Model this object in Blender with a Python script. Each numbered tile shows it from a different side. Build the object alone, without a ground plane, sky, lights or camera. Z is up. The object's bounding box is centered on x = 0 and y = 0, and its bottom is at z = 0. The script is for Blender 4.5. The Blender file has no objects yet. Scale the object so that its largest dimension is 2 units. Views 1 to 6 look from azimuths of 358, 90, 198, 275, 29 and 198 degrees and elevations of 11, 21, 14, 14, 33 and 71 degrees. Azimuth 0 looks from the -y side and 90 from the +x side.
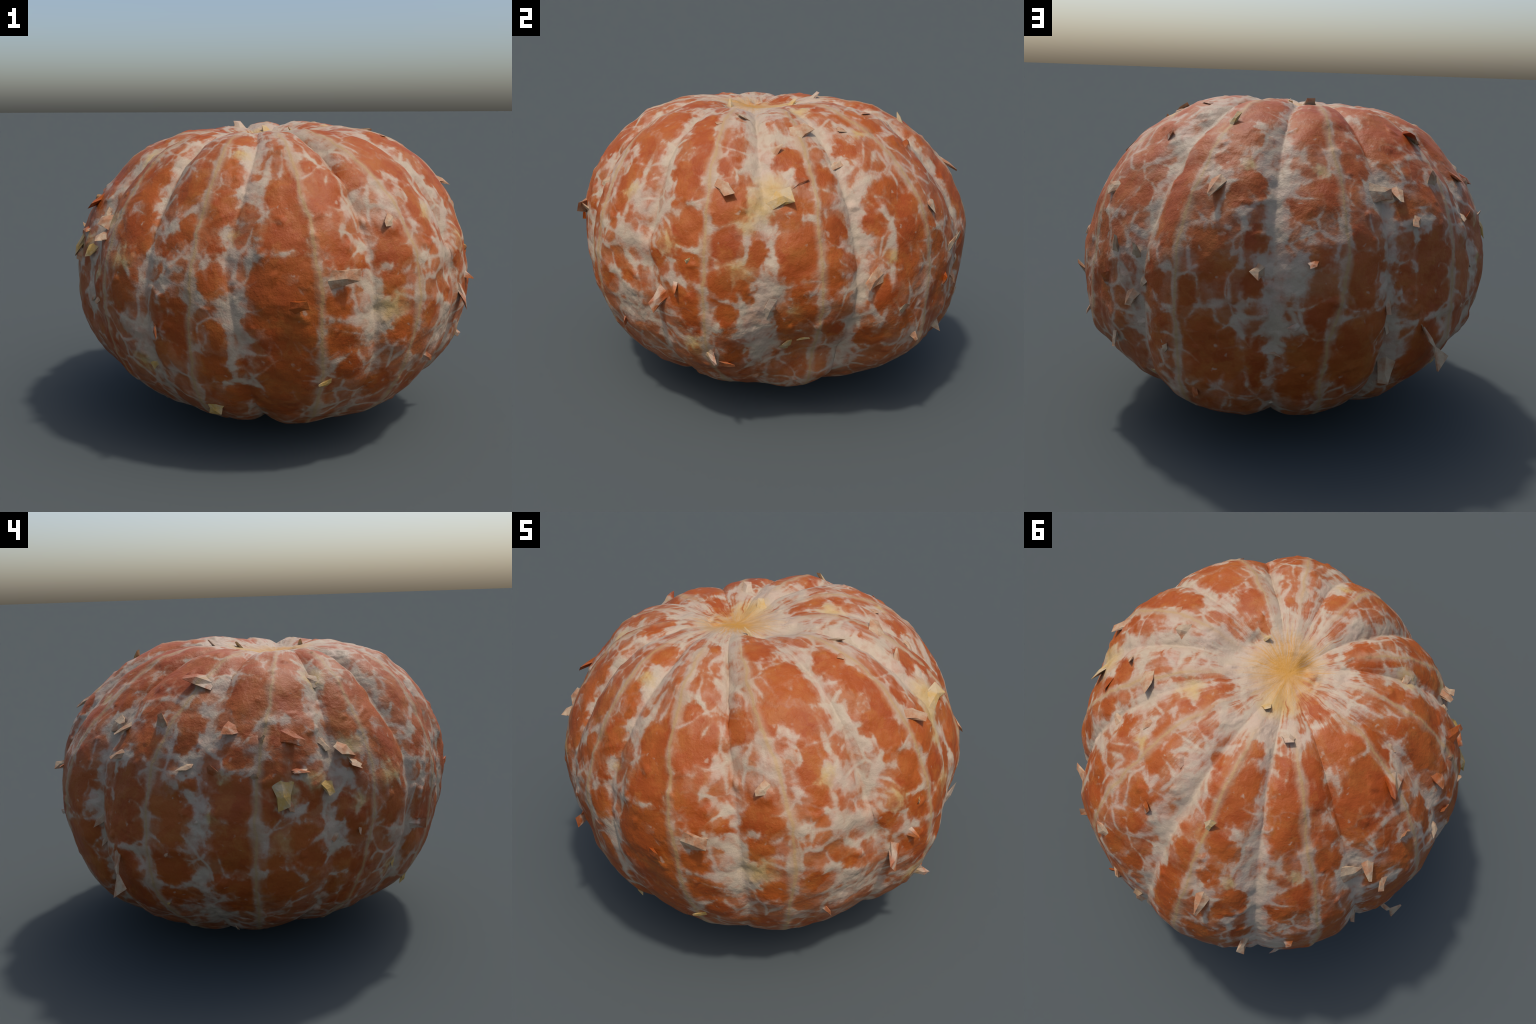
"""A peeled mandarin: eleven juicy segments round a bent axis, netted with white
pith, with loose pith shreds standing off the skin.  Built part by part:
peeled_mandarin > segment > pith_shred."""
import bpy, math
import numpy as np
from mathutils import Vector, noise

CREAM, ORANGE, YELLOW = "cream", "orange", "yellow"

# ------------------------------------------------------------------ proportions
CENTRE = np.array([0.0, 0.0, 0.68])          # centre of the oblate body
STRETCH = np.array([1.0, 1.0, 0.78])         # oblate: shorter along z
AXIS_TOP = np.array([-0.05, -0.14])          # where the segments meet on top (z = 1.4)
AXIS_BOTTOM = np.array([0.03, 0.0])          # and below (z = 0)

# creases between the segments: longitude in degrees at latitudes -60, -20, 20, 60
CREASE_LATS = [-60, -20, 20, 60]
CREASES = [
    [359, 2, 4, 3],
    [23, 26, 29, 29],
    [73, 72, 73, 73],
    [106, 106, 102, 99],
    [136, 134, 130, 127],
    [172, 167, 164, 163],
    [199, 203, 202, 200],
    [231, 231, 231, 228],
    [264, 260, 256, 265],
    [287, 295, 296, 296],
    [330, 331, 330, 331],
]
# how deep each crease is sunk at the same latitudes, relative to the radius
CREASE_DEPTH = [
    [0.005, 0.005, 0.011, 0.046],
    [0.063, 0.039, 0.054, 0.021],
    [0.043, 0.042, 0.042, 0.044],
    [0.072, 0.026, 0.043, 0.041],
    [0.029, 0.074, 0.038, 0.043],
    [0.038, 0.018, 0.034, 0.048],
    [0.056, 0.018, 0.030, 0.045],
    [0.007, 0.029, 0.027, 0.067],
    [0.062, 0.014, 0.038, 0.036],
    [0.012, 0.037, 0.046, 0.070],
    [0.076, 0.018, 0.054, 0.033],
]
DIMPLE = 0.057
# gentle lopsidedness of the body: weights of the spherical harmonics up to degree 9
LOPSIDED = [
    [0.9661],
    [0.0378, 0.0044, 0.0011],
    [-0.0065, 0.0052, -0.0070, -0.0137, -0.0084],
    [0.0070, 0.0021, -0.0023, 0.0001, 0.0031, -0.0078, -0.0056],
    [-0.0147, -0.0012, 0.0033, -0.0020, -0.0011, -0.0004, 0.0006, 0.0025, -0.0015],
    [-0.0051, 0.0009, 0.0006, -0.0036, 0.0005, -0.0004, -0.0016, 0.0023, 0.0009, -0.0028, -0.0010],
    [-0.0009, -0.0003, 0.0021, 0.0051, 0.0004, -0.0023, -0.0021, 0.0005, -0.0018, 0.0002, 0.0016, -0.0022, -0.0026],
    [-0.0058, 0.0002, 0.0037, -0.0039, -0.0001, 0.0006, 0.0025, -0.0001, -0.0021, -0.0005, -0.0009, 0.0001, 0.0008, -0.0017, -0.0027],
    [0.0008, -0.0008, -0.0001, 0.0007, 0.0008, -0.0002, -0.0036, 0.0000, 0.0012, 0.0003, -0.0003, -0.0017, -0.0013, 0.0008, 0.0029, 0.0001, -0.0019],
    [-0.0018, 0.0016, 0.0025, 0.0010, -0.0005, -0.0007, 0.0010, -0.0001, -0.0013, -0.0011, 0.0001, -0.0003, 0.0002, 0.0009, -0.0025, 0.0008, 0.0017, -0.0003, -0.0015],
]
# the thin vein down the back of every segment: longitude at latitudes -60, -20, 20, 60
VEINS = [
    [17, 17, 18, 21], [48, 49, 51, 49], [85, 84, 83, 83], [123, 117, 118, 114], [160, 154, 151, 154],
    [185, 182, 180, 182], [212, 213, 214, 211], [244, 245, 247, 250], [280, 280, 280, 279], [302, 305, 309, 305],
    [345, 346, 348, 349],
]
# torn little pits round the crown: longitude, latitude, depth, width
PITS = [(215, 85, 0.022, 0.03), (331, 77, 0.022, 0.022), (180, 82, 0.02, 0.02)]
# plump and slack places on the segments: longitude, latitude, height, spread
SWELLINGS = [
    (319, 6, -0.019, 0.101), (334, 16, 0.016, 0.067), (318, -22, 0.013, 0.084), (339, -34, -0.01, 0.084),
    (296, 42, 0.015, 0.039), (325, 10, -0.018, 0.067),  (330, 14, 0.017, 0.056),
    (7, 25, -0.018, 0.078), (356, 73, -0.018, 0.112), (45, 30, -0.019, 0.078), (25, 21, -0.013, 0.067),
    (277, 56, 0.007, 0.067), (294, 45, 0.009, 0.067), (120, 18, 0.017, 0.134), 
    (2, 74, -0.013, 0.101), (69, 35, -0.016, 0.078), (119, 15, 0.02, 0.157), (146, 22, 0.014, 0.078),
    (11, 74, -0.009, 0.09), (70, 47, -0.015, 0.078),  (113, 30, 0.009, 0.09),
     (162, -12, -0.015, 0.09), (176, -11, -0.015, 0.078), (150, -9, -0.013, 0.056),
    (199, -4, 0.014, 0.078), (159, 17, 0.02, 0.056), (166, 55, 0.013, 0.067), (176, -13, -0.01, 0.078),
    (193, 44, -0.013, 0.056), (262, 17, -0.013, 0.067), (170, 21, 0.012, 0.045), (202, 53, 0.012, 0.045),
    (208, 2, 0.013, 0.078), (196, 17, 0.009, 0.056),  (301, -11, 0.008, 0.056),
    (271, 51, -0.011, 0.078), (14, -42, 0.045, 0.15), (23, -32, 0.05, 0.10), (38, -26, 0.012, 0.12), (50, -18, 0.028, 0.12), (62, -12, 0.024, 0.10), (343, -36, -0.026, 0.10),
    (337, 78, -0.012, 0.07),
]

# orange windows between the pith (longitude, latitude, radius), per segment
ORANGE_CELLS = {
    "between 230 and 262": [(235, -13, .033), (239, 23, .034), (240, 3, .045), (241, 42, .054), (242, -5, .072), (243, 30, .044), (252, -17, .054), (253, -4, .039), (253, 12, .056), (253, 65, .059), (254, 24, .039), (254, 37, .061), (255, 52, .048), (258, 45, .019), (259, -27, .055), (260, -17, .036)],
    "between 262 and 295": [(268, 12, .07), (268, 0, .07), (269, 25, .06), (271, -20, .09), (272, 6, .09), (270, -32, .08), (269, 11, .084), (271, -3, .111), (272, -17, .097), (272, 28, .08), (273, 40, .073), (274, 7, .093), (277, 18, .059), (283, 25, .034), (284, 5, .051), (284, 50, .04), (285, -7, .066), (286, 20, .047), (286, 39, .061), (286, 70, .03), (287, -16, .05), (293, 18, .031)],
    "between 295 and 326": [(297, -25, .062), (299, 46, .046), (301, 11, .045), (302, 20, .063), (303, -6, .051), (308, 47, .047), (309, 13, .03), (312, -30, .05), (313, -2, .043), (315, 67, .054), (316, 26, .046), (316, 32, .038), (316, 75, .041), (318, 46, .057), (319, 38, .046), (320, 59, .055), (321, 54, .062), (322, 1, .039)],
    "between 326 and 2": [(1, 17, .041), (334, 12, .037), (340, 40, .067), (340, 57, .055), (341, 0, .076), (341, 51, .049), (342, 34, .052), (343, -7, .048), (343, 12, .047), (343, 23, .065), (351, 7, .051), (351, 19, .055), (353, -4, .047), (353, 29, .051), (353, 43, .045), (354, -21, .044), (354, 34, .056), (358, 5, .042)],
    "between 2 and 28": [(8, -9, .04), (10, 58, .025), (11, 15, .06), (12, 5, .033), (13, 20, .078), (13, 30, .051), (13, 45, .052), (14, -3, .047), (16, 40, .045), (20, 9, .052), (21, -10, .047), (21, 16, .033), (23, 24, .049), (24, 40, .053)],
    "between 28 and 70": [(32, -14, .056), (32, 72, .064), (34, 3, .054), (34, 24, .035), (35, 47, .042), (36, 31, .041), (42, -7, .041), (42, 11, .06), (43, 34, .064), (44, 64, .035), (45, 20, .075), (45, 27, .065), (45, 68, .049), (47, 57, .045), (52, 21, .037), (53, 52, .044), (55, 14, .039), (56, -3, .054), (58, 3, .048), (59, 26, .052), (59, 44, .048), (61, 37, .048), (67, 24, .041)],
    "between 70 and 103": [(75, 61, .038), (76, 5, .048), (78, -14, .049), (78, 31, .048), (79, -5, .04), (80, 18, .047), (80, 23, .073), (80, 41, .04), (86, 3, .038), (87, 53, .065), (87, 59, .084), (87, 67, .04), (88, 37, .036), (89, 17, .053), (90, 45, .049), (91, -10, .085), (92, -17, .082), (92, 11, .061), (94, 27, .037), (96, 32, .055), (99, 18, .045), (100, 7, .045), (101, -20, .039), (101, -13, .055)],
    "between 103 and 133": [(108, 25, .041), (108, 57, .069), (109, 49, .077), (109, 65, .038), (111, -23, .075), (112, -13, .077), (113, 13, .037), (114, -1, .054), (114, 30, .063), (122, 10, .092), (122, 18, .046), (122, 39, .048), (122, 63, .041), (123, -8, .082), (123, 3, .063), (123, 56, .048), (125, -18, .097), (127, 46, .052), (129, -6, .053), (131, 50, .066)],
    "between 133 and 167": [(135, 7, .058), (136, 27, .049), (138, 45, .051), (140, 67, .087), (141, 37, .051), (143, 3, .087), (143, 13, .082), (143, 54, .109), (144, 78, .111), (145, -24, .091), (145, -14, .07), (147, 28, .057), (154, 71, .046), (156, 58, .037), (158, 8, .072), (158, 29, .044), (159, -1, .051), (159, 36, .036), (160, -11, .083), (160, 64, .056), (161, -21, .067), (162, 17, .03)],
    "between 167 and 198": [(169, 57, .041), (173, 26, .042), (174, 34, .03), (174, 45, .065), (175, -1, .079), (175, 13, .078), (175, 84, .062), (176, -17, .065), (176, 9, .062), (176, 50, .087), (177, -7, .055), (178, -26, .049), (183, 9, .041), (184, 21, .054), (184, 33, .038), (186, -9, .03), (188, -17, .078), (188, 44, .056), (188, 50, .048), (189, 60, .041), (190, 32, .046), (191, 24, .035), (193, 13, .046), (194, 0, .052), (195, -8, .06)],
    "between 198 and 230": [(204, -22, .043), (204, 4, .033), (205, -12, .048), (205, 9, .039), (206, 36, .052), (206, 44, .057), (207, 61, .033), (208, 74, .046), (208, 78, .046), (209, 22, .039), (210, 0, .048), (211, -28, .049), (211, 48, .055), (211, 70, .069), (212, -16, .041), (216, 36, .04), (219, 29, .038), (221, 0, .044), (221, 24, .043), (222, 7, .067), (222, 40, .057), (223, 47, .038), (227, 31, .047), (228, 22, .037)],
}
PITH_PATCHES = {
    "between 230 and 262": [(230, 54, .048), (232, 66, .071), (233, 18, .041), (237, -45, .042), (238, 10, .029), (247, 7, .032), (256, -25, .041), (256, 31, .03), (257, 21, .034), (259, 7, .043), (260, 55, .05)],
    "between 262 and 295": [(262, 42, .04), (267, 60, .056), (276, 66, .043), (277, 11, .025), (278, 61, .042), (294, -7, .041)],
    "between 295 and 326": [(296, 52, .036), (297, 3, .085), (297, 59, .056), (298, -2, .064), (305, 33, .073), (312, 17, .034), (312, 36, .037), (318, 55, .027), (322, -12, .078), (323, -4, .066), (323, 29, .055), (323, 64, .06)],
    "between 326 and 2": [(0, -3, .074), (326, 15, .055), (328, 47, .036), (331, 43, .045), (334, 30, .033), (334, 35, .033), (334, 60, .056), (339, 43, .024), (347, 55, .025), (348, -4, .043), (355, 37, .034), (356, 68, .081), (359, -20, .059), (359, -9, .072)],
    "between 2 and 28": [(2, 5, .079), (2, 28, .042), (3, 43, .081), (3, 59, .118), (4, 38, .061), (4, 53, .05), (5, 15, .048), (5, 32, .051), (15, 76, .079)],
    "between 28 and 70": [(28, 5, .072), (29, 32, .067), (29, 42, .054), (30, 19, .069), (30, 57, .061), (31, 12, .038), (33, 53, .076), (34, 66, .061), (57, 70, .066), (61, 60, .054), (67, 3, .051), (67, 10, .05), (67, 45, .052)],
    "between 70 and 103": [(71, 41, .066), (71, 51, .086), (73, 34, .04), (84, 34, .034), (86, 38, .028), (90, 72, .075), (93, 14, .029), (94, 35, .031), (94, 41, .054), (94, 46, .064), (96, 23, .037), (99, 50, .041), (99, 57, .039), (101, 30, .059), (101, 35, .067), (102, 25, .051), (102, 45, .043)],
    "between 103 and 133": [(103, 19, .043), (104, 3, .062), (106, -6, .063), (106, 12, .061), (107, -11, .038), (107, 7, .069), (109, 19, .037), (111, 37, .031), (118, 22, .035), (129, 21, .036), (130, 4, .043), (131, 35, .049), (132, 15, .042)],
    "between 133 and 167": [(141, 23, .036), (158, 52, .045), (159, 40, .031), (161, 75, .061), (162, -30, .042), (162, -5, .039), (162, 23, .046), (166, 3, .063)],
    "between 167 and 198": [(167, -15, .054), (167, 10, .038), (167, 30, .044), (170, -33, .07), (170, -20, .049), (171, 20, .028), (176, -12, .031), (192, 75, .057), (196, 42, .039)],
    "between 198 and 230": [(199, 27, .045), (200, 12, .038), (200, 47, .049), (200, 53, .045), (201, 5, .038), (202, -5, .045), (205, -1, .031), (206, 19, .033), (208, 9, .041), (210, 45, .04), (212, 31, .026), (222, -4, .053), (226, -10, .048), (228, -17, .067)],
}
YELLOW_SPOTS = {
    "between 230 and 262": [(258, 57, .032), (259, 28, .026)],
    "between 262 and 295": [],
    "between 295 and 326": [(300, 3, .054), (320, 30, .03)],
    "between 326 and 2": [(338, 18, .038), (342, -17, .039), (356, 11, .055), (359, 28, .053)],
    "between 2 and 28": [(2, 31, .06), (6, 35, .062), (11, -2, .028)],
    "between 28 and 70": [(31, 65, .042), (38, 14, .027), (45, 51, .028)],
    "between 70 and 103": [(81, 47, .027), (93, 80, .066), (94, 36, .026)],
    "between 103 and 133": [(111, 37, .026)],
    "between 133 and 167": [],
    "between 167 and 198": [(169, 6, .025), (171, 19, .025), (188, -2, .046), (188, 14, .041), (196, 17, .037)],
    "between 198 and 230": [(202, 54, .042), (208, 29, .043), (209, 8, .026), (222, 17, .047), (226, -21, .038)],
}
BRANCHES = {
    "between 230 and 262": [[(231, 19), (244, 16)], [(236, 4), (241, 0)], [(238, 30), (245, 36)], [(244, 32), (237, 27)], [(249, 7), (260, 3)], [(251, 21), (258, 22)], [(257, -7), (257, -22), (264, -25)], [(257, 28), (250, 18)], [(258, 2), (262, -6)]],
    "between 262 and 295": [[(262, 20), (271, 22), (280, 21)], [(271, 54), (267, 43), (266, 25), (262, 18)], [(281, 1), (290, 0)], [(281, 54), (288, 52)], [(285, -13), (278, -21)], [(291, 13), (296, 5)], [(292, 38), (292, 33), (288, 28), (295, 23)]],
    "between 295 and 326": [[(299, 16), (315, 10), (324, 16)], [(306, 42), (315, 43)], [(307, 5), (320, 1)], [(311, 29), (319, 20), (321, 11)], [(311, 44), (321, 38)], [(311, 44), (323, 37)], [(312, 17), (308, 13)], [(317, 2), (323, -3)], [(321, 24), (319, 13), (324, 7)]],
    "between 326 and 2": [[(332, 24), (338, 32), (346, 30)], [(332, 46), (334, 34)], [(333, 24), (338, 17), (339, 7)], [(335, -12), (339, -16), (347, -13)], [(335, 5), (345, 6), (351, 2), (356, 0)], [(338, 43), (341, 45)], [(340, 17), (346, 16)], [(340, 46), (335, 41)], [(349, 23), (357, 26)], [(350, -9), (356, -6)], [(356, 4), (357, -2)], [(359, 25), (358, 15)]],
    "between 2 and 28": [[(9, 3), (17, 6)], [(10, 29), (17, 28)], [(15, 44), (12, 40)], [(18, 15), (23, 11)]],
    "between 28 and 70": [[(30, 0), (34, -7)], [(33, 36), (45, 37), (47, 32)], [(37, 32), (39, 25), (44, 24)], [(38, 9), (43, 12)], [(39, 24), (38, 9), (34, -7), (31, -21)], [(52, 20), (71, 15)], [(59, 50), (61, 46)], [(63, 19), (53, 19)]],
    "between 70 and 103": [[(74, -5), (82, -2)], [(81, 9), (75, 6)], [(86, 20), (93, 20)], [(90, 21), (90, 26), (91, 31)], [(96, 21), (96, 14), (98, -3)], [(97, -3), (98, -9), (100, -23)]],
    "between 103 and 133": [[(110, 17), (117, 17)], [(116, -2), (129, -1)], [(118, -2), (128, 0)], [(130, 41), (140, 40)]],
    "between 133 and 167": [[(135, 22), (144, 23)], [(136, -9), (142, -7), (153, -6)], [(136, 41), (146, 43), (153, 41)], [(140, 42), (136, 39), (141, 34)], [(140, 61), (151, 61)], [(141, 20), (138, 19), (138, 10)], [(147, 48), (137, 43)], [(151, 25), (159, 24)], [(152, -7), (144, -6)], [(154, -17), (161, -19), (165, -15)], [(154, 27), (155, 32)], [(161, 17), (164, 11)]],
    "between 167 and 198": [[(171, 21), (179, 21)], [(172, 6), (181, 5)], [(180, 25), (187, 24), (194, 24)], [(180, 37), (187, 38)], [(182, -12), (191, -11), (195, -17)], [(187, 18), (191, 14)], [(192, 24), (194, 16), (192, 5), (197, 2)]],
    "between 198 and 230": [[(198, -1), (192, -6)], [(201, 19), (207, 20), (207, 14)], [(206, -2), (213, 2), (217, 6)], [(215, 33), (228, 39)], [(218, 30), (225, 11)]],
}

# loose shreds: longitude, latitude, heading, length, width, lift, tint
SHREDS = [
    (77, 79, 80, 0.05, 0.045, 40, YELLOW),
    (108, 72, 85, 0.058, 0.05, 75, CREAM),
    (325, 78, 70, 0.05, 0.03, 22, YELLOW),
    (3, -5, 82, 0.172, 0.029, 18, CREAM),
    (6, 33, 15, 0.166, 0.051, 35, YELLOW),
    (8, 47, 59, 0.061, 0.013, 25, CREAM),
    (10, -20, 168, 0.102, 0.059, 35, YELLOW),
    (11, 38, 25, 0.088, 0.069, 5, CREAM),
    (14, -15, -77, 0.018, 0.049, 35, YELLOW),
    (17, 54, 14, 0.104, 0.076, 19, CREAM),
    (32, 44, -124, 0.073, 0.014, 23, CREAM),
    (34, 9, -150, 0.154, 0.027, 25, CREAM),
    (40, -5, 89, 0.061, 0.02, 25, CREAM),
    (40, 55, -94, 0.045, 0.042, 16, CREAM),
    (45, -14, -69, 0.042, 0.031, 40, CREAM),
    (58, 27, -159, 0.111, 0.042, -1, CREAM),
    (60, -17, -53, 0.067, 0.044, 45, CREAM),
    (60, -1, 168, 0.04, 0.06, 41, CREAM),
    (62, 42, 24, 0.057, 0.056, 30, ORANGE),
    (62, 9, 59, 0.088, 0.037, 20, CREAM),
    (62, 58, -106, 0.042, 0.065, 30, CREAM),
    (69, -1, -93, 0.071, 0.055, 35, CREAM),
    (70, 9, 83, 0.058, 0.045, 30, CREAM),
    (70, -11, 10, 0.085, 0.046, 8, CREAM),
    (70, -29, 11, 0.072, 0.029, -4, YELLOW),
    (73, 4, -114, 0.038, 0.046, 27, CREAM),
    (79, -16, 33, 0.064, 0.036, 1, CREAM),
    (82, 48, 63, 0.063, 0.032, 35, YELLOW),
    (87, -25, -44, 0.036, 0.033, 30, ORANGE),
    (88, 32, -95, 0.102, 0.029, 32, CREAM),
    (101, 11, -151, 0.074, 0.041, 40, CREAM),
    (105, -13, -105, 0.016, 0.051, 25, CREAM),
    (106, -32, -89, 0.019, 0.046, 20, ORANGE),
    (110, -4, -156, 0.047, 0.025, 30, ORANGE),
    (111, 13, -74, 0.03, 0.041, 59, ORANGE),
    (126, 32, -19, 0.118, 0.07, 45, CREAM),
    (132, 1, -110, 0.076, 0.026, 35, CREAM),
    (133, -7, -109, 0.054, 0.022, 30, CREAM),
    (134, 33, -83, 0.085, 0.046, 38, CREAM),
    (136, -21, -98, 0.121, 0.068, 40, CREAM),
    (139, 24, -143, 0.07, 0.022, 23, CREAM),
    (149, 33, 92, 0.063, 0.052, 50, CREAM),
    (155, 51, 176, 0.128, 0.078, 28, CREAM),
    (156, -26, -49, 0.015, 0.031, 30, YELLOW),
    (158, -6, -54, 0.017, 0.024, 35, CREAM),
    (160, 23, -64, 0.029, 0.072, 30, CREAM),
    (166, 5, -158, 0.023, 0.017, 21, CREAM),
    (171, 36, -131, 0.071, 0.068, 30, ORANGE),
    (167, 55, -162, 0.095, 0.042, -18, CREAM),
    (168, 20, 102, 0.044, 0.051, 27, ORANGE),
    (174, -46, 0, 0.019, 0.039, 35, CREAM),
    (179, 31, 15, 0.032, 0.043, 70, ORANGE),
    (179, 19, 81, 0.029, 0.039, 50, ORANGE),
    (186, 33, -46, 0.104, 0.042, 40, ORANGE),
    (187, 17, -83, 0.128, 0.05, 35, YELLOW),
    (190, 10, -158, 0.04, 0.054, 33, CREAM),
    (191, 22, -92, 0.028, 0.065, 61, ORANGE),
    (203, 53, 160, 0.131, 0.048, 7, CREAM),
    (199, 17, -83, 0.059, 0.06, 35, YELLOW),
    (198, 32, -72, 0.067, 0.015, 30, CREAM),
    (202, -2, -57, 0.027, 0.051, 25, CREAM),
    (207, 28, -136, 0.07, 0.078, 34, CREAM),
    (209, 23, -119, 0.05, 0.053, 60, CREAM),
    (210, -1, -135, 0.029, 0.025, 39, CREAM),
    (231, -21, -147, 0.047, 0.034, 40, YELLOW),
    (233, -7, -3, 0.086, 0.033, 24, CREAM),
    (249, -34, -88, 0.056, 0.057, 60, YELLOW),
    (272, 5, 23, 0.08, 0.012, 20, ORANGE),
    (283, 13, 6, 0.111, 0.051, 40, CREAM),
    (283, -22, 175, 0.12, 0.026, 26, YELLOW),
    (288, 13, 105, 0.052, 0.035, 52, CREAM),
    (306, 30, -145, 0.064, 0.055, 26, CREAM),
    (314, -19, -9, 0.041, 0.04, 56, ORANGE),
    (327, 9, -143, 0.134, 0.045, -3, CREAM),
    (331, -18, 94, 0.028, 0.021, 6, CREAM),
    (335, 1, -125, 0.095, 0.044, 40, CREAM),
    (339, 5, -44, 0.058, 0.025, 45, CREAM),
    (344, 13, 156, 0.018, 0.032, 50, YELLOW),
    (346, -20, -31, 0.068, 0.044, 40, CREAM),
    (348, -26, 29, 0.075, 0.05, 14, ORANGE),
    (349, 58, -129, 0.04, 0.032, 1, CREAM),
    (351, 38, -60, 0.095, 0.032, 29, CREAM),
    (357, 62, -158, 0.05, 0.059, 45, CREAM),
    (358, 67, -89, 0.066, 0.047, 8, CREAM),
]

COLS, ROWS = 54, 320                          # grid of one segment's outer skin
SEGMENTS = len(CREASES)
rng = np.random.default_rng(11)


# ------------------------------------------------------------------ body shape
def legendre(l, m, c):
    """associated Legendre function without its sine factor, by recurrence"""
    p = np.full_like(c, float(np.prod(np.arange(1, 2 * m, 2)))) if m else np.ones_like(c)
    if l == m:
        return p
    q = c * (2 * m + 1) * p
    for n in range(m + 2, l + 1):
        p, q = q, ((2 * n - 1) * c * q - (n + m - 1) * p) / (n - m)
    return q


def smooth_radius(d):
    lon = np.arctan2(d[..., 1], d[..., 0])
    c = d[..., 2]
    s = np.sqrt(np.maximum(0, 1 - c * c))
    r = np.zeros(lon.shape)
    for l, weights in enumerate(LOPSIDED):
        k = 0
        for m in range(l + 1):
            f = math.sqrt((2 * l + 1) * math.factorial(l - m) / math.factorial(l + m) * (2 if m else 1))
            v = f * s ** m * legendre(l, m, c)
            r += weights[k] * v * np.cos(m * lon)
            k += 1
            if m:
                r += weights[k] * v * np.sin(m * lon)
                k += 1
    return r


def crease_lon(i, lat):
    lon = np.unwrap(np.radians(np.array(CREASES[i % SEGMENTS], float)))
    lon = np.degrees(lon)
    if i % SEGMENTS == 0 and lon[0] > 180:
        lon = lon - 360
    return np.interp(lat, CREASE_LATS, lon) + (360 if i == SEGMENTS else 0)


def relief(i, x, lon, lat):
    """creases sunk between the lobes, and the dimple where the segments meet"""
    env = np.interp(lat, [-90, -70, 62, 75, 82, 90], [.2, 1, 1, .25, 0, 0])
    depth = env * ((1 - x) * np.interp(lat, CREASE_LATS, CREASE_DEPTH[i]) + x * np.interp(lat, CREASE_LATS, CREASE_DEPTH[(i + 1) % SEGMENTS]))
    rho = np.radians(90 - lat)                # the dimple lies off the meeting point, towards longitude 110
    off = rho ** 2 + 0.1 ** 2 - 2 * rho * 0.1 * np.cos(np.radians(lon - 110))
    return -depth * np.abs(2 * x - 1) ** 3 - DIMPLE * np.exp(-off / 0.23 ** 2)


def surface(lon, lat, rel):
    """point on the skin seen from the bent axis along (lon, lat)"""
    lon, lat = np.radians(lon), np.radians(lat)

    def at(t):
        z = 0.7 + 0.78 * t * np.sin(lat)
        w = np.clip(z / 1.4, 0, 1)[..., None]
        a = AXIS_TOP * w + AXIS_BOTTOM * (1 - w)
        return np.stack([a[..., 0] + t * np.cos(lat) * np.cos(lon), a[..., 1] + t * np.cos(lat) * np.sin(lon), z], -1)

    t = np.full(np.shape(lon), 0.95)
    for _ in range(9):
        q = (at(t) - CENTRE) / STRETCH
        r = np.linalg.norm(q, axis=-1)
        t = t * smooth_radius(q / r[..., None]) * (1 + rel) / r
    return at(t)


def segment_of(lon, lat):
    for i in range(SEGMENTS):
        a, b = float(crease_lon(i, lat)), float(crease_lon(i + 1, lat))
        x = ((lon - a) % 360) / (b - a)
        if x < 1:
            return i, x
    return 0, 0.0


def skin_points(marks):
    """where marks given as (longitude, latitude, ...) lie on the skin"""
    lon, lat = np.array([m[0] for m in marks], float), np.array([m[1] for m in marks], float)
    rel = np.array([float(relief(*segment_of(a, b), a, np.array(b))) for a, b in zip(lon, lat)])
    return surface(lon, lat, rel)


# the latitudes and the shared grid of the whole skin
lats = np.degrees(np.arcsin(np.clip(np.linspace(-1, 1, ROWS), -1, 1))) * 0.25 + np.linspace(-90, 90, ROWS) * 0.75
grid = np.zeros((ROWS, SEGMENTS * COLS, 3))
LON = np.zeros((ROWS, SEGMENTS * COLS))
LAT = np.repeat(lats[:, None], SEGMENTS * COLS, 1)
for i in range(SEGMENTS):
    u = np.arange(COLS) / COLS
    x = (u - np.sin(4 * math.pi * u) / (4 * math.pi) * 0.0)[None, :]
    a, b = crease_lon(i, lats)[:, None], crease_lon(i + 1, lats)[:, None]
    lon = a + (b - a) * x
    la = np.repeat(lats[:, None], COLS, 1)
    LON[:, i * COLS:(i + 1) * COLS] = lon
    grid[:, i * COLS:(i + 1) * COLS] = surface(lon, la, relief(i, np.repeat(x, ROWS, 0), lon, la))


def grid_normals(g):
    du = np.roll(g, -1, 1) - np.roll(g, 1, 1)
    dv = np.empty_like(g)
    dv[1:-1] = g[2:] - g[:-2]
    dv[0], dv[-1] = g[1] - g[0], g[-1] - g[-2]
    n = np.cross(du, dv)
    n /= np.maximum(np.linalg.norm(n, axis=-1, keepdims=True), 1e-9)
    n[0], n[-1] = n[0].mean(0), n[-1].mean(0)
    return n / np.maximum(np.linalg.norm(n, axis=-1, keepdims=True), 1e-9)


def anchors(table):
    rows = [r for group in table.values() for r in group]
    return list(zip(skin_points(rows), [r[2] for r in rows]))


torn = [(p, 0.026 + 0.35 * m[4]) for p, m in zip(skin_points(SHREDS), SHREDS) if m[6] == CREAM]
cells, patches, spots = anchors(ORANGE_CELLS), anchors(PITH_PATCHES), anchors(YELLOW_SPOTS)
branches = [skin_points(line) for group in BRANCHES.values() for line in group]


def segment_distance(p, a, b):
    ab = b - a
    t = np.clip(((p - a) @ ab) / (ab @ ab), 0, 1)
    return np.linalg.norm(p - a - t[..., None] * ab, axis=-1)


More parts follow.
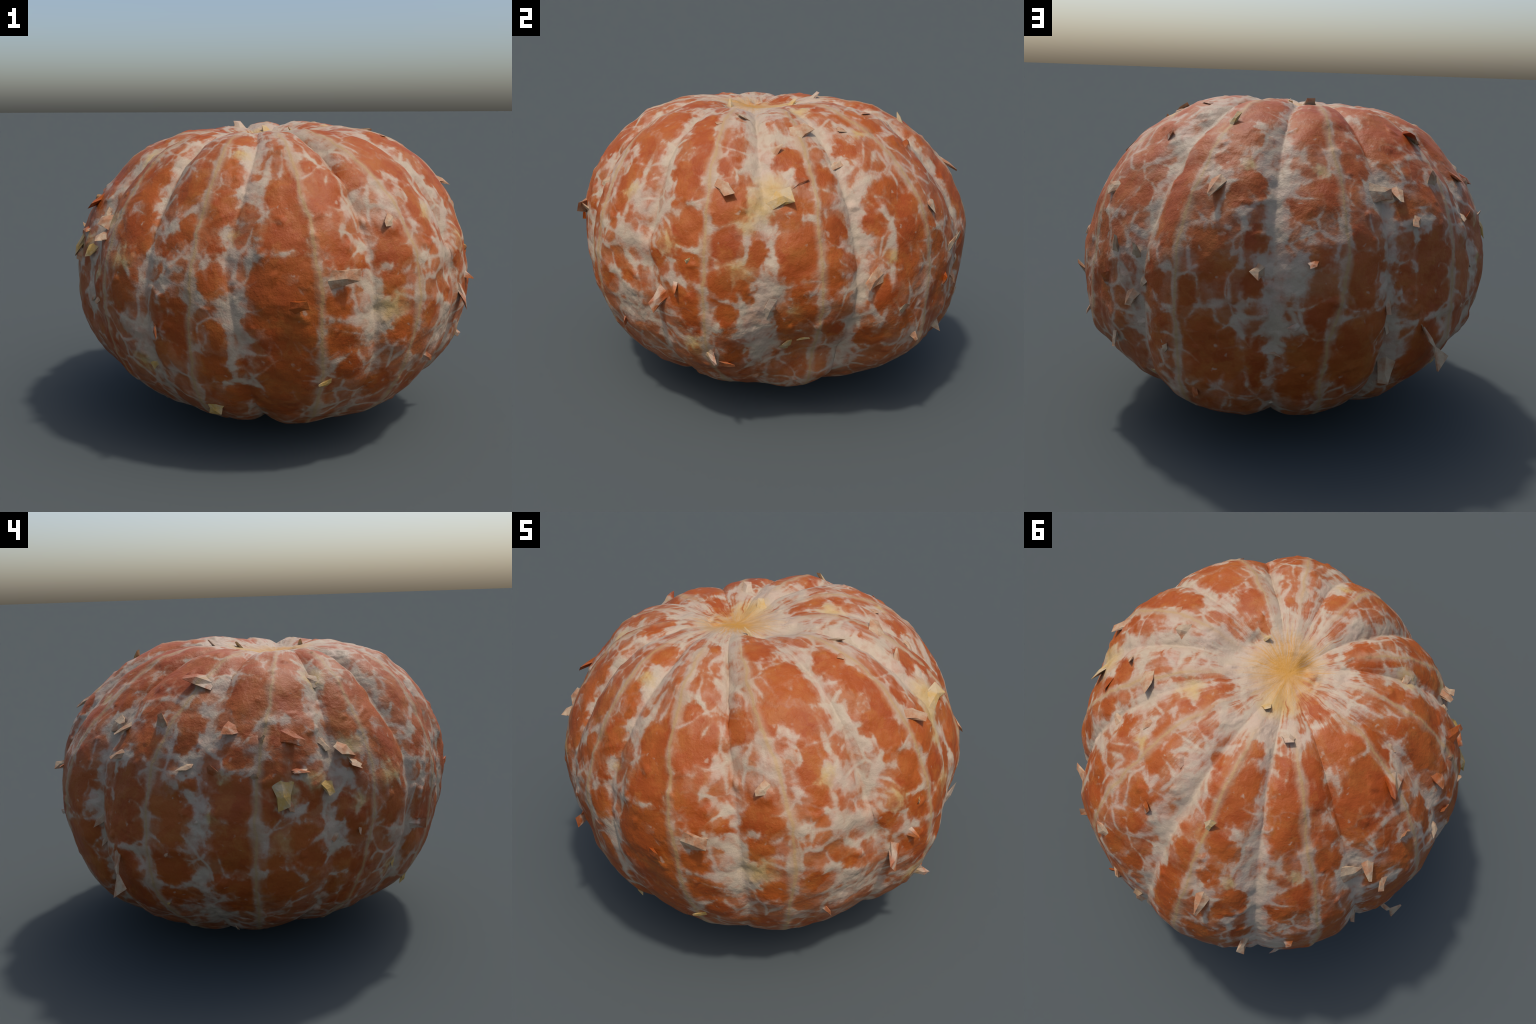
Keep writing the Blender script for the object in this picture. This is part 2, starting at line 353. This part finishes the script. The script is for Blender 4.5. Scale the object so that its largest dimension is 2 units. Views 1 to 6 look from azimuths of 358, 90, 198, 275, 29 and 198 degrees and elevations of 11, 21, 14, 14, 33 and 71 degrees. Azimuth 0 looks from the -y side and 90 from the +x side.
# fine relief: veins stand proud, pith is lumpy, the skin has small pimples
nrm = grid_normals(grid)
bump = np.zeros(grid.shape[:2])
for line in branches:
    d = np.min([segment_distance(grid, a, b) for a, b in zip(line, line[1:])], axis=0)
    bump += 0.0015 * np.exp(-(d / 0.014) ** 2)
pith = np.zeros(grid.shape[:2])
for p, rad in patches:
    pith = np.maximum(pith, np.clip(1.3 - np.linalg.norm(grid - p, axis=-1) / rad, 0, 1))
for i, v in enumerate(VEINS):
    line = np.interp(LAT, CREASE_LATS, v)
    d = ((LON - line + 180) % 360 - 180) * np.cos(np.radians(LAT)) * math.pi / 180
    bump += 0.002 * np.exp(-(d / 0.014) ** 2)
flat = grid.reshape(-1, 3)
lump = np.array([noise.fractal(Vector(p) * 5.0, 0.8, 2.0, 3) for p in flat]).reshape(bump.shape)
rough = np.array([noise.fractal(Vector(p) * 26.0, 0.9, 2.1, 3) for p in flat]).reshape(bump.shape)
pimple = np.array([noise.noise(Vector(p) * 17.0) for p in flat]).reshape(bump.shape)
dents = np.array([noise.noise(Vector(p) * 11.0 + Vector((7, 3, 5))) for p in flat]).reshape(bump.shape)
fade = np.clip((90 - np.abs(LAT)) / 8, 0, 1)
bump += fade * (0.007 * lump + 0.006 * dents + 0.0022 * rough * (0.4 + 1.6 * pith) + 0.022 * np.clip(pimple - 0.46, 0, 1))
for p, (_, _, sunk, wide) in zip(skin_points(PITS), PITS):
    bump -= sunk * np.exp(-(np.linalg.norm(grid - p, axis=-1) / wide) ** 2)
for p, (_, _, rise, wide) in zip(skin_points(SWELLINGS), SWELLINGS):
    bump += rise * np.exp(-(np.linalg.norm(grid - p, axis=-1) / wide) ** 2)
grid = grid + nrm * bump[..., None]
# the underside settles on the ground
grid[..., 2] -= grid[..., 2].min() * np.clip(1 - grid[..., 2] / 0.2, 0, None) ** 2 / (1 - grid[..., 2].min() / 0.2) ** 2
nrm = grid_normals(grid)


# ------------------------------------------------------------------ node helpers
class Tree:
    def __init__(self, tree):
        self.tree, self.nodes, self.links = tree, tree.nodes, tree.links

    def put(self, sock, value):
        if isinstance(value, bpy.types.NodeSocket):
            self.links.new(value, sock)
        else:
            sock.default_value = value

    def math(self, op, *args, clamp=False):
        n = self.nodes.new("ShaderNodeMath")
        n.operation, n.use_clamp = op, clamp
        for s, v in zip(n.inputs, args):
            self.put(s, v)
        return n.outputs[0]

    def vec(self, op, *args):
        n = self.nodes.new("ShaderNodeVectorMath")
        n.operation = op
        for s, v in zip(n.inputs, args):
            self.put(s, v)
        return n.outputs["Value"] if op in ("DISTANCE", "LENGTH", "DOT_PRODUCT") else n.outputs[0]

    def ramp(self, value, lo, hi, a=0.0, b=1.0, smooth=False):
        n = self.nodes.new("ShaderNodeMapRange")
        n.interpolation_type = "SMOOTHSTEP" if smooth else "LINEAR"
        for s, v in zip(n.inputs, (value, lo, hi, a, b)):
            self.put(s, v)
        return n.outputs[0]

    def noise(self, vector, scale, detail=2.0, rough=0.5, colour=False):
        n = self.nodes.new("ShaderNodeTexNoise")
        self.put(n.inputs["Vector"], vector)
        n.inputs["Scale"].default_value = scale
        n.inputs["Detail"].default_value = detail
        n.inputs["Roughness"].default_value = rough
        return n.outputs["Color" if colour else "Fac"]

    def mix(self, fac, a, b, mode="MIX"):
        n = self.nodes.new("ShaderNodeMix")
        n.data_type, n.blend_type = "RGBA", mode
        self.put(n.inputs[0], fac)
        self.put(n.inputs[6], a)
        self.put(n.inputs[7], b)
        return n.outputs[2]

    def colours(self, fac, stops):
        n = self.nodes.new("ShaderNodeValToRGB")
        self.put(n.inputs[0], fac)
        e = n.color_ramp.elements
        while len(e) < len(stops):
            e.new(0.5)
        for el, (pos, col) in zip(e, stops):
            el.position, el.color = pos, col
        return n.outputs[0]

    def curve(self, value, xs, ys):
        n = self.nodes.new("ShaderNodeFloatCurve")
        self.put(n.inputs["Value"], value)
        pts = n.mapping.curves[0].points
        while len(pts) < len(xs):
            pts.new(0.5, 0.5)
        for p, x, y in zip(pts, xs, ys):
            p.location = (x, y)
            p.handle_type = "AUTO"
        n.mapping.update()
        return n.outputs[0]


def rgb(r, g, b):
    """a colour given as display (sRGB) values 0..255"""
    return tuple(((c / 255) / 12.92 if c <= 10 else ((c / 255 + 0.055) / 1.055) ** 2.4) for c in (r, g, b)) + (1.0,)


ORANGE_DEEP, ORANGE_SKIN, ORANGE_PALE = rgb(144, 61, 12), rgb(157, 78, 23), rgb(161, 93, 36)
HAZE, PITH, PITH_THICK = rgb(160, 105, 69), rgb(168, 136, 112), rgb(174, 155, 132)
PITH_PINK = rgb(178, 142, 130)
VEIN_TAN, VEIN_CORE = rgb(162, 128, 98), rgb(166, 134, 86)
NAVEL, YELLOW_PITH = rgb(180, 128, 46), rgb(180, 146, 80)


def finish(t, colour, height, rough=0.55):
    out = t.nodes.new("ShaderNodeOutputMaterial")
    bsdf = t.nodes.new("ShaderNodeBsdfPrincipled")
    t.put(bsdf.inputs["Base Color"], colour)
    t.put(bsdf.inputs["Roughness"], rough)
    bsdf.inputs["Specular IOR Level"].default_value = 0.3
    b = t.nodes.new("ShaderNodeBump")
    b.inputs["Strength"].default_value = 0.5
    b.inputs["Distance"].default_value = 0.01
    t.put(b.inputs["Height"], height)
    t.links.new(b.outputs[0], bsdf.inputs["Normal"])
    t.links.new(bsdf.outputs[0], out.inputs[0])


def new_tree(name):
    mat = bpy.data.materials.new(name)
    mat.use_nodes = True
    mat.node_tree.nodes.clear()
    return mat, Tree(mat.node_tree)


def near(points, i):
    """those of the marks that touch segment i"""
    region = grid[::6, np.arange(i * COLS, (i + 1) * COLS + 1, 4) % (SEGMENTS * COLS)].reshape(-1, 3)
    return [(p, r) for p, r in points if np.min(np.linalg.norm(region - p, axis=-1)) < r * 1.65 + 0.05]


def segment_material(i):
    mat, t = new_tree("segment_skin")
    pos = t.nodes.new("ShaderNodeTexCoord").outputs["Object"]
    # wander: organic edges for every mark
    w1 = t.vec("SUBTRACT", t.noise(pos, 9.0, 3.0, 0.6, True), (0.5, 0.5, 0.5))
    w2 = t.vec("SUBTRACT", t.noise(pos, 30.0, 2.0, 0.5, True), (0.5, 0.5, 0.5))
    s1 = t.vec("MULTIPLY", w1, (0.085, 0.085, 0.11))
    s2 = t.vec("MULTIPLY", w2, (0.06, 0.06, 0.08))
    p = t.vec("ADD", pos, t.vec("ADD", s1, s2))
    fine = t.vec("ADD", pos, t.vec("MULTIPLY", w1, (0.045, 0.045, 0.045)))
    gentle = t.vec("ADD", pos, t.vec("ADD", s1, t.vec("MULTIPLY", w2, (0.02, 0.02, 0.025))))

    def polar(q):
        sep = t.nodes.new("ShaderNodeSeparateXYZ")
        t.put(sep.inputs[0], q)
        w = t.math("DIVIDE", sep.outputs[2], 1.4, clamp=True)
        dx = t.math("SUBTRACT", sep.outputs[0], t.math("MULTIPLY_ADD", w, float(AXIS_TOP[0] - AXIS_BOTTOM[0]), float(AXIS_BOTTOM[0])))
        dy = t.math("SUBTRACT", sep.outputs[1], t.math("MULTIPLY_ADD", w, float(AXIS_TOP[1] - AXIS_BOTTOM[1]), float(AXIS_BOTTOM[1])))
        mid = math.radians(float(crease_lon(i, 0) + crease_lon(i + 1, 0)) / 2)
        # turn so that the segment's middle is at angle 0
        rx = t.math("ADD", t.math("MULTIPLY", dx, math.cos(mid)), t.math("MULTIPLY", dy, math.sin(mid)))
        ry = t.math("SUBTRACT", t.math("MULTIPLY", dy, math.cos(mid)), t.math("MULTIPLY", dx, math.sin(mid)))
        rho = t.math("SQRT", t.math("ADD", t.math("MULTIPLY", dx, dx), t.math("MULTIPLY", dy, dy)))
        lon = t.math("ARCTAN2", ry, rx)
        lat = t.math("ARCTAN2", t.math("DIVIDE", t.math("SUBTRACT", sep.outputs[2], 0.7), 0.78), rho)
        turn = t.nodes.new("ShaderNodeCombineXYZ")
        t.put(turn.inputs[0], t.math("MULTIPLY", t.math("DIVIDE", dx, rho), 14.0))
        t.put(turn.inputs[1], t.math("MULTIPLY", t.math("DIVIDE", dy, rho), 14.0))
        t.put(turn.inputs[2], t.math("MULTIPLY", lat, 2.2))
        return math.degrees(mid), rho, lon, lat, turn.outputs[0]

    mid, rho, lon, lat, turning = polar(fine)
    lat01 = t.math("MULTIPLY_ADD", lat, 1 / math.pi, 0.5)
    _, rho_w, lon_w, lat_w, _ = polar(p)

    def meridian(lons, lon=lon, rho=rho):
        xs = [0.0] + [(la + 90) / 180 for la in CREASE_LATS] + [1.0]
        off = [((l - mid + 180) % 360 - 180) for l in lons]
        ys = [(o / 60 + 0.5) for o in [off[0]] + off + [off[-1]]]
        c = t.curve(lat01, xs, ys)
        target = t.math("MULTIPLY_ADD", c, math.radians(60), -math.radians(30))
        return t.math("MULTIPLY", t.math("ABSOLUTE", t.math("SUBTRACT", lon, target)), rho)

    def dots(marks, soft=0.7):
        most = 0.0
        for q, r in near(marks, i):
            d = t.vec("DISTANCE", p, tuple(float(c) for c in q))
            most = t.math("MAXIMUM", t.ramp(d, r * (1 - soft / 2), r * (1 + soft / 2), 1.0, 0.0), most)
        return most

    cell, patch, spot = dots(cells, 1.0), dots(patches + torn, 1.2), dots(spots, 1.3)
    # branches of the net
    dist = 1.0
    region = grid[::6, np.arange(i * COLS, (i + 1) * COLS + 1, 4) % (SEGMENTS * COLS)].reshape(-1, 3)
    for line in branches:
        for a, b in zip(line, line[1:]):
            if np.min(segment_distance(region, a, b)) > 0.06:
                continue
            ab = b - a
            pa = t.vec("SUBTRACT", fine, tuple(map(float, a)))
            h = t.math("MULTIPLY", t.vec("DOT_PRODUCT", pa, tuple(map(float, ab))), float(1 / (ab @ ab)), clamp=True)
            sc = t.nodes.new("ShaderNodeVectorMath")
            sc.operation = "SCALE"
            sc.inputs[0].default_value = tuple(map(float, ab))
            t.put(sc.inputs["Scale"], h)
            dist = t.math("MINIMUM", t.vec("DISTANCE", pa, sc.outputs[0]), dist)
    n_mid = t.noise(pos, 7.0, 4.0, 0.6)
    n_fine = t.noise(gentle, 20.0, 4.0, 0.55)
    width = t.ramp(n_mid, 0.3, 0.7, 0.6, 1.5)
    branch = t.ramp(t.math("DIVIDE", dist, width), 0.005, 0.022, 1.0, 0.0)
    # creases carry wide pith, the backs a thin vein
    ca = meridian(CREASES[i], lon_w, rho_w)
    cb = meridian(CREASES[(i + 1) % SEGMENTS], lon_w, rho_w)
    vein = meridian(VEINS[i])
    crease_d = t.math("DIVIDE", t.math("MINIMUM", ca, cb), width)
    crease = t.ramp(crease_d, 0.006, 0.056, 1.0, 0.0)
    vein_haze = t.ramp(t.math("DIVIDE", vein, width), 0.003, 0.030, 1.0, 0.0, True)
    vein_core = t.ramp(vein, 0.002, 0.009, 1.0, 0.0, True)
    # a fine net of strands everywhere, patchy
    vor = t.nodes.new("ShaderNodeTexVoronoi")
    vor.feature = "DISTANCE_TO_EDGE"
    vor.inputs["Scale"].default_value = 8.5
    sway = t.vec("SUBTRACT", t.noise(pos, 5.0, 1.0, 0.5, True), (0.5, 0.5, 0.5))
    t.put(vor.inputs["Vector"], t.vec("ADD", pos, t.vec("MULTIPLY", sway, (0.16, 0.16, 0.2))))
    net = t.math("MULTIPLY", t.ramp(vor.outputs["Distance"], 0.01, 0.12, 1.0, 0.0), t.ramp(n_mid, 0.30, 0.52))
    # fibres that run along the meridians
    fibre = t.noise(turning, 1.6, 4.0, 0.6)
    top = t.ramp(t.math("MULTIPLY_ADD", t.math("SUBTRACT", fibre, 0.5), 0.5, lat), math.radians(66), math.radians(83), 0.0, 1.0, True)
    f = t.math("MULTIPLY_ADD", t.math("SUBTRACT", n_mid, 0.5), 0.7, 0.34)
    f = t.math("MULTIPLY_ADD", t.math("SUBTRACT", n_fine, 0.5), 0.7, f)
    f = t.math("MULTIPLY_ADD", t.math("SUBTRACT", fibre, 0.5), t.ramp(lat, 0.3, 1.1, 0.35, 0.9), f)
    f = t.math("MULTIPLY_ADD", patch, 0.40, f)
    f = t.math("MULTIPLY_ADD", top, 0.36, f)
    f = t.math("MULTIPLY_ADD", crease, 0.30, f)
    f = t.math("MULTIPLY_ADD", net, 0.36, f)
    f = t.math("MULTIPLY_ADD", cell, -0.66, f)
    f = t.math("MULTIPLY_ADD", vein_haze, 0.30, f)
    f = t.math("MULTIPLY_ADD", branch, 0.42, f)
    skin = t.mix(t.ramp(t.noise(pos, 5.0, 4.0, 0.6), 0.35, 0.65), ORANGE_DEEP, ORANGE_SKIN)
    skin = t.mix(t.ramp(t.noise(p, 11.0, 4.0, 0.6), 0.48, 0.72, 0.0, 0.8), skin, ORANGE_PALE)
    amount = t.ramp(f, 0.18, 0.95)
    layer = t.colours(amount, [(0.0, HAZE), (0.38, HAZE), (0.66, PITH), (1.0, PITH_THICK)])
    layer = t.mix(t.ramp(t.noise(pos, 13.0, 3.0), 0.42, 0.62, 0.0, 0.45), layer, t.mix(0.5, layer, PITH_PINK))
    cover = t.ramp(f, 0.06, 0.72, 0.0, 1.0, True)
    col = t.mix(cover, skin, layer)
    tan_fac = t.math("MULTIPLY", t.math("MULTIPLY", vein_haze, t.ramp(lat, 1.15, 1.35, 1.0, 0.0)), t.ramp(n_mid, 0.3, 0.6, 0.25, 0.72))
    col = t.mix(tan_fac, col, VEIN_TAN)
    col = t.mix(t.math("MULTIPLY", vein_core, t.ramp(lat, 1.1, 1.3, 0.55, 0.0)), col, VEIN_CORE)
    # tiny pale flecks on the orange
    fl = t.nodes.new("ShaderNodeTexVoronoi")
    fl.inputs["Scale"].default_value = 19.0
    t.put(fl.inputs["Vector"], gentle)
    fleck = t.math("MULTIPLY", t.ramp(fl.outputs["Distance"], 0.08, 0.22, 0.75, 0.0, True), t.ramp(n_fine, 0.48, 0.6))
    col = t.mix(fleck, col, PITH)
    col = t.mix(t.math("MULTIPLY", spot, t.ramp(f, 0.2, 0.7, 0.15, 0.7)), col, YELLOW_PITH)
    navel = t.ramp(t.math("MULTIPLY_ADD", t.math("SUBTRACT", fibre, 0.5), -0.34, t.vec("DISTANCE", p, (-0.035, -0.15, 1.38))), 0.02, 0.22, 1.0, 0.0, True)
    col = t.mix(t.math("MULTIPLY", navel, t.ramp(f, 0.1, 0.5)), col, NAVEL)
    height = t.noise(pos, 30.0, 5.0, 0.65)       # kept apart from the colour marks: a bump evaluates its tree three times
    finish(t, col, height)
    return mat


def shred_material(name, main, other):
    mat, t = new_tree(name)
    pos = t.nodes.new("ShaderNodeTexCoord").outputs["Object"]
    n = t.noise(pos, 16.0, 4.0, 0.6)
    col = t.mix(t.ramp(n, 0.42, 0.62), main, other)
    finish(t, col, t.noise(pos, 40.0, 4.0), 0.65)
    return mat


# ------------------------------------------------------------------ the objects
fruit = bpy.data.objects.new("peeled_mandarin", None)
fruit["label"] = "peeled orange mandarin netted with white pith"
fruit["category"] = "fruit"
bpy.context.collection.objects.link(fruit)

segments = []
for i in range(SEGMENTS):
    cols = np.arange(i * COLS, (i + 1) * COLS + 1) % (SEGMENTS * COLS)
    g, n = grid[:, cols], nrm[:, cols]
    w = COLS + 1
    verts = np.vstack([g.reshape(-1, 3)])
    r, c = np.meshgrid(np.arange(ROWS - 1), np.arange(COLS), indexing="ij")
    k = (r * w + c).ravel()
    faces = np.stack([k, k + 1, k + w + 1, k + w], -1)
    mesh = bpy.data.meshes.new("segment")
    mesh.from_pydata(verts.tolist(), [], faces.tolist())
    mesh.polygons.foreach_set("use_smooth", [True] * len(mesh.polygons))
    mesh.update()
    mesh.normals_split_custom_set_from_vertices(n.reshape(-1, 3).tolist())
    mesh.materials.append(segment_material(i))
    ob = bpy.data.objects.new("segment", mesh)
    ob.parent = fruit
    bpy.context.collection.objects.link(ob)
    segments.append(ob)

TINTS = {
    CREAM: shred_material("cream_pith", rgb(172, 148, 120), rgb(162, 112, 78)),
    YELLOW: shred_material("yellow_pith", rgb(182, 144, 76), rgb(178, 156, 122)),
}


def shred_mesh(root, normal, ahead, length, width, lift):
    """a torn tab of skin: its upper face leaves the skin along a broad root, rises to a
    ragged lip, and a hollow underside falls back to the skin below the lip"""
    side = np.cross(normal, ahead)
    half = max(width, 0.6 * length) * 0.6 * (1.15 if width > 0.048 else 1.0)
    j = lambda a: rng.uniform(-a, a)
    reach, rise = length * math.cos(lift), length * math.sin(lift)

    def point(across, along, up):
        return root + side * across * half + ahead * along * reach + normal * up

    lip = rng.uniform(0.4, 0.9) * (1 if rng.random() < 0.7 else 0.3)
    skew = rng.uniform(-0.4, 0.4)
    verts = [
        point(-1 + j(.2), j(.15), -0.006), point(j(.3), -0.25, -0.006), point(1 + j(.2), j(.15), -0.006),        # root
        point(-0.6 + skew / 2, 0.55, rise * 0.6), point(skew / 2, 0.5, rise * 0.62 + 0.12 * half), point(0.6 + skew / 2, 0.55, rise * (0.5 + j(.15))),
        point(skew - lip, 1 + j(.12), rise * (1 + j(.15))), point(skew + lip, 1 + j(.2), rise * (1 + j(.2))),    # lip
        point(-0.75, 0.22, -0.012), point(0.75, 0.22, -0.012),                                                       # underside
    ]
    faces = [(0, 1, 4, 3), (1, 2, 5, 4), (3, 4, 6), (4, 7, 6), (4, 5, 7), (6, 7, 9, 8),
             (0, 3, 8), (3, 6, 8), (2, 9, 5), (5, 9, 7), (0, 8, 9, 2, 1)]
    mesh = bpy.data.meshes.new("pith_shred")
    mesh.from_pydata([tuple(v) for v in verts], [], faces)
    mesh.update()
    return mesh


for lon, lat, heading, length, width, lift, tint in SHREDS:
    length, lift = min(length, 0.06 if tint == YELLOW and lat < 0 else 0.105), min(0.85 * lift, 28 if length > 0.08 else 40) * (0.4 if 55 < lat < 70 else 0.5 if tint == YELLOW and lat < 0 else 0.7 if lat > 28 else 1.0)
    i, x = segment_of(lon, lat)
    c = int(round((i + x) * COLS)) % (SEGMENTS * COLS)
    r = int(np.argmin(abs(lats - lat)))
    root, normal = grid[r, c], nrm[r, c]
    east = np.cross([0, 0, 1.0], normal)
    east /= np.linalg.norm(east)
    north = np.cross(normal, east)
    h = math.radians(heading)
    mesh = shred_mesh(root, normal, east * math.cos(h) + north * math.sin(h), length, width, math.radians(lift))
    mesh.materials.append(segments[i].data.materials[0] if tint == ORANGE or (tint == CREAM and rng.random() < 0.25) else TINTS[tint])
    ob = bpy.data.objects.new("pith_shred", mesh)
    ob.parent = segments[i]
    bpy.context.collection.objects.link(ob)

# one long strip of pith has come away below the deepest crease and hangs, twisted once
strip = np.array([[-0.742, 0.520, 0.610], [-0.768, 0.548, 0.585], [-0.806, 0.529, 0.535], [-0.800, 0.545, 0.520],
                  [-0.823, 0.528, 0.500], [-0.818, 0.532, 0.497], [-0.873, 0.484, 0.451], [-0.843, 0.547, 0.401]])
out = np.array([-0.83, 0.5, -0.2]) * 0.0045
m = len(strip)
faces = []
for k in range(0, m - 2, 2):
    faces += [(k, k + 1, k + 3, k + 2), (m + k, m + k + 2, m + k + 3, m + k + 1),
              (k, k + 2, m + k + 2, m + k), (k + 1, m + k + 1, m + k + 3, k + 3)]
faces += [(0, m, m + 1, 1), (m - 2, m - 1, 2 * m - 1, 2 * m - 2)]
mesh = bpy.data.meshes.new("hanging_strip")
mesh.from_pydata([tuple(v) for v in np.vstack([strip + out, strip - out])], [], faces)
mesh.update()
mesh.materials.append(TINTS[CREAM])
ob = bpy.data.objects.new("hanging_strip", mesh)
ob.parent = segments[segment_of(143.0, -8.0)[0]]
bpy.context.collection.objects.link(ob)
